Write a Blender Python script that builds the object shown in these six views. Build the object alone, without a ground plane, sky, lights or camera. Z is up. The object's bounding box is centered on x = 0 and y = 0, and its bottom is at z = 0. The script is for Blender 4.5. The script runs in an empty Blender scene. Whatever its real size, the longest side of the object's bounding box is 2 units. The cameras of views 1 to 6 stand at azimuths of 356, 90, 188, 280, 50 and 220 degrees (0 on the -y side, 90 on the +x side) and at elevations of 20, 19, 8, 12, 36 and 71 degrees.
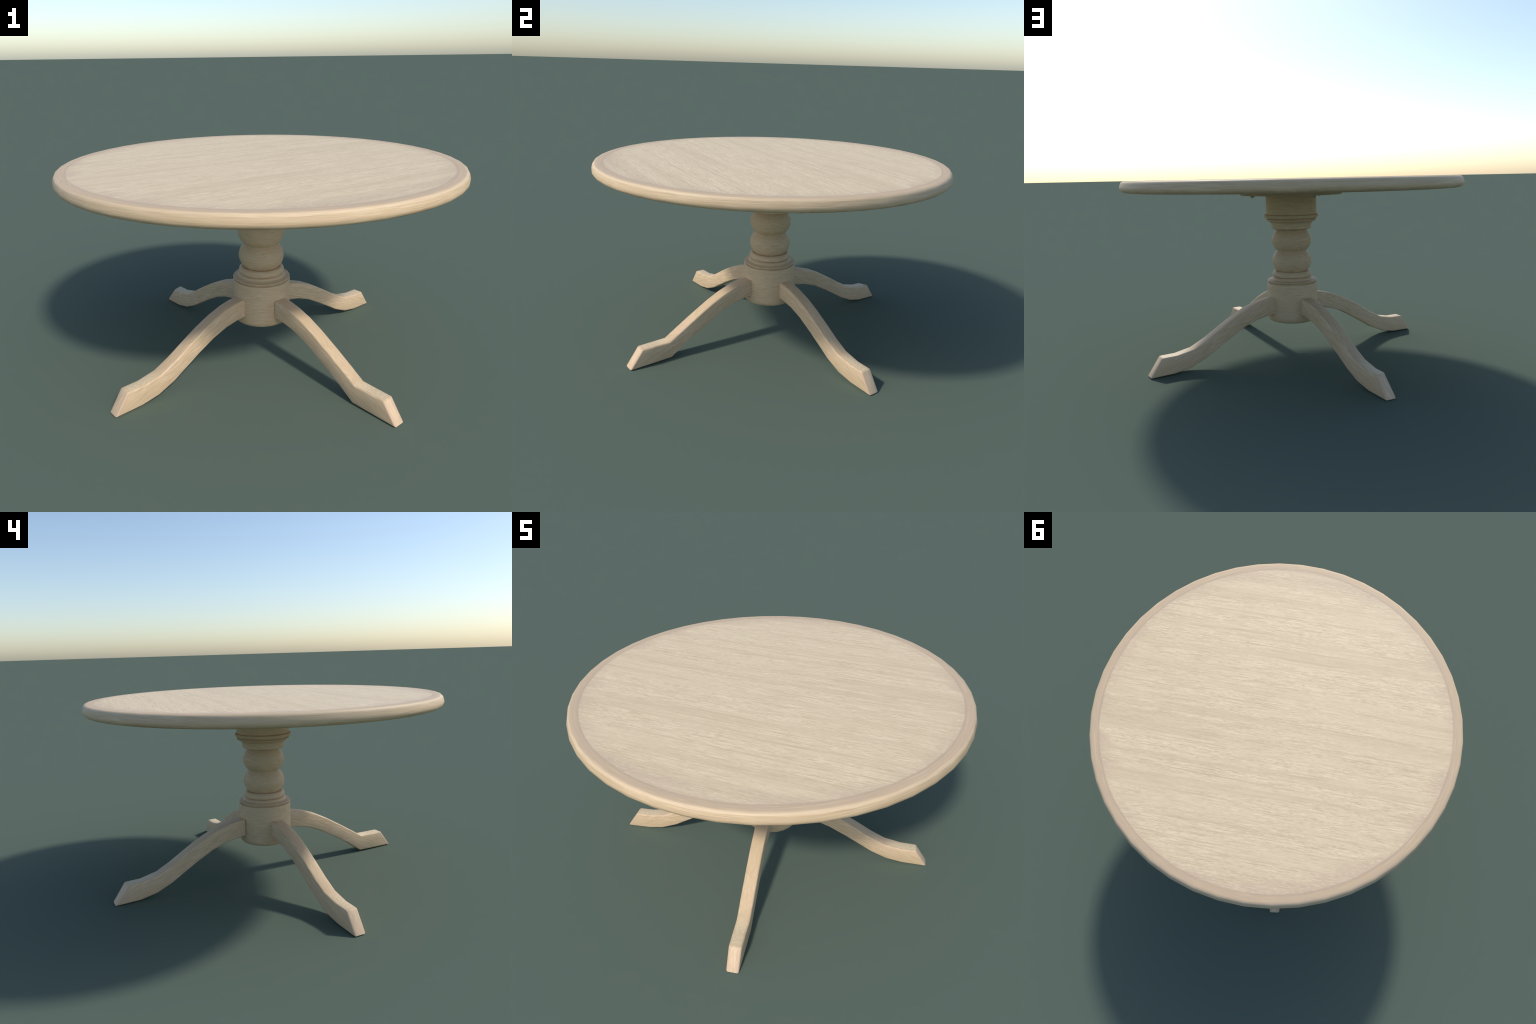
"""Round pedestal dining table in limed oak: lathe-turned column, four sabre legs."""
import bpy, bmesh, math
from mathutils import Vector

# ------------------------------------------------------------------ materials
def srgb(r, g, b):
    f = lambda c: (c / 255 / 12.92) if c <= 10.3 else ((c / 255 + 0.055) / 1.055) ** 2.4
    return (f(r), f(g), f(b), 1.0)

# two tones of the same limed oak: (light fibre, ground, pore)
PALE_OAK = (srgb(238, 216, 181), srgb(224, 201, 165), srgb(203, 180, 143))
TAN_OAK = (srgb(220, 194, 159), srgb(206, 179, 143), srgb(190, 162, 126))
RIM_OAK = (srgb(218, 192, 157), srgb(203, 177, 141), srgb(187, 160, 124))  # tan taken darker so the steep side shows weaker sun
ROSE = srgb(204, 179, 150)


class Nodes:
    """Small helper for wiring a node tree."""
    def __init__(self, name):
        self.mat = bpy.data.materials.new(name)
        self.mat.use_nodes = True
        self.t = self.mat.node_tree
        self.bsdf = self.t.nodes["Principled BSDF"]

    def new(self, kind, **props):
        n = self.t.nodes.new(kind)
        for k, v in props.items():
            setattr(n, k, v)
        return n

    def link(self, a, b):
        self.t.links.new(a, b)

    def plug(self, val, sock):
        if isinstance(val, (int, float, tuple, list)):
            sock.default_value = val
        else:
            self.link(val, sock)

    def math(self, op, a, b=0.0, c=0.0, clamp=False):
        n = self.new("ShaderNodeMath", operation=op, use_clamp=clamp)
        for i, v in enumerate((a, b, c)):
            self.plug(v, n.inputs[i])
        return n.outputs[0]

    def ramp(self, v, lo, hi, a=0.0, b=1.0):
        n = self.new("ShaderNodeMapRange", interpolation_type="SMOOTHSTEP")
        self.plug(v, n.inputs["Value"])
        for k, x in (("From Min", lo), ("From Max", hi), ("To Min", a), ("To Max", b)):
            n.inputs[k].default_value = x
        return n.outputs["Result"]

    def vec(self, x, y, z):
        n = self.new("ShaderNodeCombineXYZ")
        for i, v in enumerate((x, y, z)):
            self.plug(v, n.inputs[i])
        return n.outputs[0]

    def noise(self, vec, scale=1.0, detail=3.0, rough=0.55, distort=0.0):
        n = self.new("ShaderNodeTexNoise")
        self.link(vec, n.inputs["Vector"])
        n.inputs["Scale"].default_value = scale
        n.inputs["Detail"].default_value = detail
        n.inputs["Roughness"].default_value = rough
        n.inputs["Distortion"].default_value = distort
        return n.outputs[0]

    def mix(self, fac, a, b):
        n = self.new("ShaderNodeMix", data_type="RGBA")
        self.plug(fac, n.inputs["Factor"])
        self.plug(a, n.inputs[6])
        self.plug(b, n.inputs[7])
        return n.outputs[2]

    def finish(self, color, height, bump=0.12, dist=0.002, rough=0.55):
        self.plug(color, self.bsdf.inputs["Base Color"])
        self.bsdf.inputs["Roughness"].default_value = rough
        self.bsdf.inputs["Specular IOR Level"].default_value = 0.35
        b = self.new("ShaderNodeBump")
        b.inputs["Strength"].default_value = bump
        b.inputs["Distance"].default_value = dist
        self.link(height, b.inputs["Height"])
        self.link(b.outputs[0], self.bsdf.inputs["Normal"])
        return self.mat


def coords(m):
    tc = m.new("ShaderNodeTexCoord")
    s = m.new("ShaderNodeSeparateXYZ")
    m.link(tc.outputs["Object"], s.inputs[0])
    return tc.outputs["Object"], s.outputs[0], s.outputs[1], s.outputs[2]


def grain_colour(m, fine, streak, band, tones, depth=1.0):
    """Limed oak: pale fibres, mid ground, darker pores, slow bands."""
    light, mid, dark = tones
    c = m.mix(m.ramp(streak, 0.49, 0.66, 0.0, 0.85 * depth), mid, light)
    c = m.mix(m.ramp(streak, 0.49, 0.34, 0.0, 0.75 * depth), c, dark)
    c = m.mix(m.ramp(fine, 0.52, 0.68, 0.0, 0.7 * depth), c, light)
    c = m.mix(m.ramp(fine, 0.48, 0.32, 0.0, 0.7 * depth), c, dark)
    c = m.mix(m.ramp(band, 0.45, 0.62, 0.0, 0.45), c, mid)
    return c


def panel_material():
    """Straight plank grain across the whole centre panel, tinted at its edge."""
    m = Nodes("limed_oak_panel")
    _, x, y, z = coords(m)
    a = GRAIN_AZ
    u = m.math("ADD", m.math("MULTIPLY", x, math.cos(a)), m.math("MULTIPLY", y, math.sin(a)))
    v = m.math("SUBTRACT", m.math("MULTIPLY", y, math.cos(a)), m.math("MULTIPLY", x, math.sin(a)))
    wob = m.noise(m.vec(m.math("MULTIPLY", u, 3), m.math("MULTIPLY", v, 7), 3.0), 1, 2)
    v = m.math("ADD", v, m.math("MULTIPLY", m.math("SUBTRACT", wob, 0.5), 0.010))
    fine = m.noise(m.vec(m.math("MULTIPLY", u, 32), m.math("MULTIPLY", v, 200), 0), 1, 3, 0.6)
    streak = m.noise(m.vec(m.math("MULTIPLY", u, 9.0), m.math("MULTIPLY", v, 125), 7.7), 1, 4, 0.65)
    band = m.noise(m.vec(m.math("MULTIPLY", u, 0.8), m.math("MULTIPLY", v, 10), 2.1), 1, 3)
    line = m.noise(m.vec(m.math("MULTIPLY", u, 1.3), m.math("MULTIPLY", v, 75), 4.4), 1, 3, 0.55)
    c = grain_colour(m, fine, streak, band, PALE_OAK)
    c = m.mix(m.ramp(line, 0.42, 0.30, 0.0, 0.55), c, PALE_OAK[2])
    broad = m.noise(m.vec(m.math("MULTIPLY", u, 0.45), m.math("MULTIPLY", v, 16), 9.3), 1, 2, 0.5)
    c = m.mix(m.ramp(broad, 0.50, 0.66, 0.0, 0.45), c, srgb(210, 187, 151))
    r = m.math("SQRT", m.math("ADD", m.math("MULTIPLY", x, x), m.math("MULTIPLY", y, y)))
    patch = m.noise(m.vec(m.math("MULTIPLY", u, 1.8), m.math("MULTIPLY", v, 7.5), 5), 1, 3, 0.6)
    reach = m.math("ADD", r, m.math("MULTIPLY", m.math("SUBTRACT", patch, 0.5), 0.42))
    edge = m.math("MULTIPLY", m.ramp(reach, 0.84, 0.99, 0.0, 0.85), m.ramp(r, 0.70, 0.90))
    c = m.mix(edge, c, m.mix(m.ramp(fine, 0.46, 0.64, 0.0, 0.8), ROSE, PALE_OAK[1]))
    c = m.mix(m.ramp(m.math("ADD", r, m.math("MULTIPLY", m.math("SUBTRACT", patch, 0.5), 0.012)), 0.931, 0.941, 0.0, 0.5), c, srgb(187, 163, 137))
    return m.finish(c, m.math("ADD", fine, streak), 0.06)


def turned_material(name, top_band=False, around=2.6, across=130.0, wander=0.009, bump=0.05):
    """Grain that runs round the turning: seamless, slow in angle, fast across."""
    m = Nodes(name)
    _, x, y, z = coords(m)
    r = m.math("SQRT", m.math("ADD", m.math("MULTIPLY", x, x), m.math("MULTIPLY", y, y)))
    rs = m.math("MAXIMUM", r, 0.001)
    cx = m.math("DIVIDE", x, rs)
    cy = m.math("DIVIDE", y, rs)
    w = m.math("ADD", m.math("MULTIPLY", z, 1.0), m.math("MULTIPLY", r, -0.9))
    wob = m.noise(m.vec(m.math("MULTIPLY", cx, around), m.math("MULTIPLY", cy, around), m.math("MULTIPLY", w, 8)), 1, 2)
    w = m.math("ADD", w, m.math("MULTIPLY", m.math("SUBTRACT", wob, 0.5), wander))

    def n(ka, kw, off, det=3, ro=0.6):
        return m.noise(m.vec(m.math("MULTIPLY", cx, around * ka), m.math("MULTIPLY", cy, around * ka),
                             m.math("ADD", m.math("MULTIPLY", w, across * kw), off)), 1, det, ro)
    fine = n(2.0, 1.5, 0)
    streak = n(0.9, 0.7, 31, 3)
    band = n(0.5, 0.14, 77)
    c = grain_colour(m, fine, streak, band, RIM_OAK if top_band else TAN_OAK, 0.95 if top_band else 0.75)
    c = m.mix(m.ramp(n(0.8, 0.2, 51, 2), 0.45, 0.65, 0.0, 0.3), c, srgb(208, 178, 147))
    if top_band:
        tint = m.math("MULTIPLY", m.ramp(z, 1.060, 1.0705), m.ramp(r, 0.988, 0.972))
        c = m.mix(m.math("MULTIPLY", tint, m.ramp(streak, 0.60, 0.44, 0.0, 0.7)), c, ROSE)
        c = m.mix(m.ramp(r, 0.950, 0.944, 0.0, 0.35), c, srgb(187, 163, 137))
        # the shoulder is paler than the side below it
        pale_z = m.math("ADD", z, m.math("MULTIPLY", m.math("SUBTRACT", fine, 0.5), 0.020))
        shoulder = m.math("MULTIPLY", m.ramp(pale_z, 1.057, 1.064), m.ramp(r, 0.978, 0.986))
        c = m.mix(m.math("MULTIPLY", shoulder, 0.4), c, srgb(224, 200, 166))
    return m.finish(c, m.math("ADD", fine, streak), bump)


def leg_material():
    """Grain along the leg; mottled end grain where the foot's top cuts across it."""
    m = Nodes("limed_oak_leg")
    _, x, y, z = coords(m)
    # grain follows the fall of the leg
    along = m.math("SUBTRACT", m.math("MULTIPLY", x, 0.93), m.math("MULTIPLY", z, 0.36))
    across = m.math("ADD", m.math("MULTIPLY", x, 0.36), m.math("MULTIPLY", z, 0.93))
    side = m.math("MULTIPLY", y, 150)
    wob = m.noise(m.vec(m.math("MULTIPLY", along, 6), m.math("MULTIPLY", across, 12), y), 1, 2)
    across = m.math("ADD", across, m.math("MULTIPLY", m.math("SUBTRACT", wob, 0.5), 0.02))
    oi = m.new("ShaderNodeObjectInfo")
    seed = m.math("MULTIPLY", oi.outputs["Random"], 40.0)

    def n(ka, kw, ks, off):
        return m.noise(m.vec(m.math("ADD", m.math("MULTIPLY", along, ka), seed),
                             m.math("ADD", m.math("MULTIPLY", across, kw), off),
                             m.math("MULTIPLY", side, ks)), 1, 3, 0.6)
    fine = n(15, 190, 1.2, 0)
    streak = n(5, 90, 0.6, 13)
    band = n(2, 18, 0.1, 29)
    c = grain_colour(m, fine, streak, band, TAN_OAK, 0.75)
    c = m.mix(m.ramp(n(3, 22, 0.2, 63), 0.45, 0.65, 0.0, 0.4), c, srgb(209, 177, 147))
    speck = m.noise(m.vec(m.math("MULTIPLY", x, 95), m.math("MULTIPLY", y, 95), 1.0), 1, 4, 0.75)
    ay = m.math("ABSOLUTE", y)
    ay = m.math("ADD", ay, m.math("MULTIPLY", m.math("SUBTRACT", speck, 0.5), 0.012))
    foot = m.math("MULTIPLY", m.ramp(x, 0.66, 0.74), m.ramp(z, 0.097, 0.102))
    foot = m.math("MULTIPLY", foot, m.ramp(x, 0.862, 0.848))
    foot = m.math("MULTIPLY", foot, m.ramp(ay, 0.028, 0.019))
    worn = m.math("MULTIPLY", m.ramp(ay, 0.026, 0.032), m.ramp(fine, 0.50, 0.62))
    c = m.mix(m.math("MULTIPLY", worn, m.ramp(z, 0.05, 0.09)), c, srgb(220, 192, 160))
    c = m.mix(foot, c, m.mix(m.ramp(speck, 0.38, 0.62), srgb(206, 184, 150), srgb(223, 201, 166)))
    # sawn toe face: upright end fibres, browner at its arrises
    toe = m.math("MULTIPLY", m.ramp(m.math("ADD", x, m.math("MULTIPLY", z, 0.69)), 0.910, 0.921), m.ramp(z, 0.101, 0.095))
    fibre = m.noise(m.vec(m.math("MULTIPLY", y, 190), m.math("MULTIPLY", z, 22), seed), 1, 3, 0.6)
    heart = m.math("MULTIPLY", m.ramp(ay, 0.026, 0.012), m.ramp(fibre, 0.38, 0.64))
    c = m.mix(toe, c, m.mix(heart, srgb(205, 175, 144), srgb(220, 194, 159)))
    return m.finish(c, m.math("ADD", fine, streak), 0.05)


def bolt_material():
    m = Nodes("dull_fastener")
    o, x, y, z = coords(m)
    n = m.noise(o, 300, 2)
    c = m.mix(n, srgb(170, 160, 126), srgb(192, 180, 146))
    return m.finish(c, n, 0.05, rough=0.5)


# ------------------------------------------------------------------ mesh tools
def add_object(name, bm, mat, parent, angle=40):
    bmesh.ops.recalc_face_normals(bm, faces=bm.faces)
    me = bpy.data.meshes.new(name)
    bm.to_mesh(me)
    bm.free()
    me.materials.append(mat)
    me.shade_smooth()
    me.set_sharp_from_angle(angle=math.radians(angle))
    ob = bpy.data.objects.new(name, me)
    bpy.context.scene.collection.objects.link(ob)
    ob.parent = parent
    return ob


def lathe(profile, segs, phase=0.0):
    """Closed turning from (radius, height) points, axis = z."""
    bm = bmesh.new()
    rings = []
    for r, z in profile:
        if r < 1e-6:
            rings.append([bm.verts.new((0, 0, z))])
        else:
            rings.append([bm.verts.new((r * math.cos(phase + 2 * math.pi * i / segs),
                                        r * math.sin(phase + 2 * math.pi * i / segs), z)) for i in range(segs)])
    for a, b in zip(rings, rings[1:]):
        for i in range(segs):
            j = (i + 1) % segs
            q = [a[i % len(a)], a[j % len(a)], b[j % len(b)], b[i % len(b)]]
            q = list(dict.fromkeys(q))
            if len(q) > 2:
                bm.faces.new(q)
    return bm


def bulb(centre, r_max, h_up, h_down, z_top, z_bot, steps=14):
    """Profile of a flattened ball, cut at its two necks."""
    pts = []
    for i in range(steps + 1):
        z = z_top + (z_bot - z_top) * i / steps
        h = h_up if z > centre else h_down
        pts.append((r_max * math.sqrt(max(0.0, 1 - ((z - centre) / h) ** 2)), z))
    return [(0, z_top)] + pts + [(0, z_bot)]


# ------------------------------------------------------------------ dimensions
TOP_Z = 1.0718
UNDER_Z = 1.0065
GRAIN_AZ = math.radians(28)
TOP_SEGS = 48          # the top is a 48-sided turning
COL_SEGS = 24

root = bpy.data.objects.new("pedestal_table", None)
bpy.context.scene.collection.objects.link(root)
root["label"] = "round pale limed oak pedestal table with four curved legs"
root["category"] = "dining table"


def group(name):
    e = bpy.data.objects.new(name, None)
    bpy.context.scene.collection.objects.link(e)
    e.parent = root
    return e


tabletop = group("tabletop")
column = group("column")

# ---- tabletop: flat centre panel let into a rounded rim
panel = lathe([(0, TOP_Z), (0.5, TOP_Z), (0.90, TOP_Z), (0.9405, TOP_Z), (0.9428, TOP_Z),
               (0.9428, UNDER_Z + 0.004), (0, UNDER_Z + 0.004)], TOP_SEGS)
add_object("centre_panel", panel, panel_material(), tabletop)

rim = lathe([(0.9430, UNDER_Z + 0.006), (0.9430, TOP_Z), (0.9450, TOP_Z), (0.9700, TOP_Z),
             (0.9785, 1.0715), (0.9830, 1.0704), (0.9877, 1.0678), (0.9915, 1.0640), (0.9940, 1.0585), (0.9965, 1.0510),
             (0.9990, 1.0420), (1.0000, 1.0335), (0.9985, 1.0262), (0.9945, 1.0194), (0.9880, 1.0140),
             (0.9790, 1.0102), (0.9660, 1.0078), (0.9450, UNDER_Z), (0.3000, UNDER_Z), (0.3000, UNDER_Z + 0.006),
             (0.9430, UNDER_Z + 0.006)], TOP_SEGS)
add_object("rim", rim, turned_material("limed_oak_rim", top_band=True, around=5.5, across=210, wander=0.003, bump=0.015), tabletop)

plate = lathe([(0, UNDER_Z + 0.002), (0.3085, UNDER_Z + 0.002), (0.3085, 0.9790), (0.3070, 0.9762),
               (0.3035, 0.9745), (0, 0.9745)], TOP_SEGS)
turned = turned_material("limed_oak_turning", around=2.4, across=150)
add_object("mounting_plate", plate, turned, tabletop)

# ---- bolts holding the plate to the top
fastener = bolt_material()
bm = lathe([(0, 0.0), (0.0142, 0.0), (0.0142, -0.0080), (0.0128, -0.0095), (0.0060, -0.0095),
            (0.0060, -0.0145), (0.0048, -0.0158), (0, -0.0158)], 6)
first = add_object("bolt", bm, fastener, tabletop, 30)
for k, (bx, by, turn) in enumerate(((0.213, 0.128, 0.2), (0.200, -0.146, 0.7), (-0.164, -0.130, 1.1), (-0.156, 0.176, 0.5))):
    ob = first if k == 0 else first.copy()
    if k:
        bpy.context.scene.collection.objects.link(ob)
    ob.location = (bx, by, 0.9755)
    ob.rotation_euler = (0, 0, turn)

# ---- column, top to bottom
capital = lathe([(0, 0.9760), (0.1545, 0.9760), (0.1545, 0.8590), (0.1525, 0.8570), (0.1580, 0.8572), (0.1635, 0.8548),
                 (0.1665, 0.8495), (0.1660, 0.8440), (0.1620, 0.8390), (0.1550, 0.8345), (0.1440, 0.8310),
                 (0.1435, 0.8290), (0.1530, 0.8268), (0.1542, 0.8230), (0.1505, 0.8190), (0.1430, 0.8155),
                 (0.1340, 0.8118), (0.1270, 0.8070), (0.1235, 0.8000), (0.1222, 0.7890), (0.1218, 0.7785),
                 (0.1208, 0.7735), (0.1170, 0.7698), (0.1090, 0.7670), (0.0980, 0.7655), (0.0820, 0.7655), (0, 0.7655)], COL_SEGS)
add_object("capital", capital, turned, column, 34)
add_object("bead", lathe(bulb(0.7000, 0.1212, 0.0960, 0.0960, 0.7660, 0.6365), COL_SEGS), turned, column, 34)
add_object("bead", lathe(bulb(0.5710, 0.1212, 0.0965, 0.0980, 0.6375, 0.5020), COL_SEGS), turned, column, 34)
collar = lathe([(0, 0.5060), (0.0880, 0.5062), (0.0935, 0.5085), (0.1000, 0.5102), (0.1065, 0.5100), (0.1130, 0.5080), (0.1185, 0.5015),
                (0.1220, 0.4920), (0.1220, 0.4850), (0.1195, 0.4790), (0.1135, 0.4758), (0.1100, 0.4740), (0.1180, 0.4718),
                (0.1225, 0.4680), (0.1245, 0.4640), (0.1270, 0.4610), (0.1310, 0.4585), (0.1430, 0.4560), (0.1515, 0.4540),
                (0.1540, 0.4512), (0.1535, 0.4490), (0.1500, 0.4465), (0.1420, 0.4435), (0.1415, 0.4390), (0, 0.4380)], COL_SEGS)
add_object("collar", collar, turned, column, 34)
hub = lathe([(0, 0.4390), (0.1420, 0.4395), (0.1500, 0.4400), (0.1535, 0.4375), (0.1550, 0.4320), (0.1550, 0.2380),
             (0.1542, 0.2280), (0.1510, 0.2175), (0.1450, 0.2090), (0.1340, 0.2040), (0.1200, 0.2025), (0, 0.2025)], COL_SEGS)
add_object("hub", hub, turned, column, 34)

# ---- legs: S-curved boards, width along y, running out along x
def half_width(x):
    """Boards taper a little from knee to toe."""
    return 0.0355 - 0.0030 * min(1.0, max(0.0, (x - 0.60) / 0.30))


CURVED = [  # (bottom r, z), (top r, z)
    ((0.150, 0.2575), (0.150, 0.3585)), ((0.205, 0.2525), (0.205, 0.3545)), ((0.275, 0.2385), (0.265, 0.3405)),
    ((0.360, 0.2065), (0.345, 0.3115)), ((0.456, 0.1545), (0.425, 0.2720)), ((0.540, 0.1040), (0.510, 0.2220)),
    ((0.612, 0.0600), (0.604, 0.1640)), ((0.703, 0.0205), (0.684, 0.1245)), ((0.797, 0.0040), (0.780, 0.1060)),
    ((0.938, 0.0000), (0.867, 0.1050))]
KNEED = CURVED[:5] + [((0.500, 0.1290), (0.530, 0.2110)), ((0.588, 0.0770), (0.622, 0.1545)), ((0.690, 0.0060), (0.700, 0.1055)),
                      ((0.800, 0.0030), (0.780, 0.1045)), ((0.939, 0.0000), (0.863, 0.1040))]


ARCHED = [((b[0], b[1] + d), (t[0], t[1] + d)) for (b, t), d in
          zip(CURVED, (0.0, 0.0, 0.001, 0.003, 0.005, 0.006, 0.006, 0.004, 0.0, 0.0))]


def leg_mesh(stations, start, shift, skew):
    bm = bmesh.new()
    rows = []
    for i, (b, t) in enumerate(stations):
        dx = shift if i else 0.0
        bx, tx = (start, start) if i == 0 else (b[0] + dx, t[0] + dx)
        hb, ht = half_width(bx), half_width(tx)
        toe = skew if i == len(stations) - 1 else 0.0   # toe cut slightly out of square
        rows.append([bm.verts.new((bx, -hb, b[1])), bm.verts.new((bx, hb, b[1])),
                     bm.verts.new((tx - toe, ht, t[1])), bm.verts.new((tx, -ht, t[1]))])
    for a, b in zip(rows, rows[1:]):
        for i in range(4):
            j = (i + 1) % 4
            bm.faces.new((a[i], a[j], b[j], b[i]))
    bm.faces.new(rows[0])
    bm.faces.new(rows[-1])
    bmesh.ops.recalc_face_normals(bm, faces=bm.faces)
    long_edges = [e for e in bm.edges if e.calc_face_angle(0) > math.radians(50)
                  and not all(v in rows[0] for v in e.verts)]
    bmesh.ops.bevel(bm, geom=long_edges, offset=0.0080, offset_type="OFFSET", segments=3, profile=0.5,
                    affect="EDGES", clamp_overlap=True)
    return bm


leg_mat = leg_material()
for az, stations, start, shift, off in ((-52.62, KNEED, 0.1525, -0.001, -0.0067), (37.30, CURVED, 0.146, -0.014, 0.0045),
                                        (126.95, ARCHED, 0.1525, 0.0, 0.0067), (-142.55, CURVED, 0.146, -0.003, -0.0020)):
    ob = add_object("leg", leg_mesh(stations, start, shift, 0.026 if stations is ARCHED else 0.0), leg_mat, root, 42)
    a = math.radians(az)
    ob.rotation_euler = (0, 0, a)
    ob.location = (-math.sin(a) * off, math.cos(a) * off, 0)
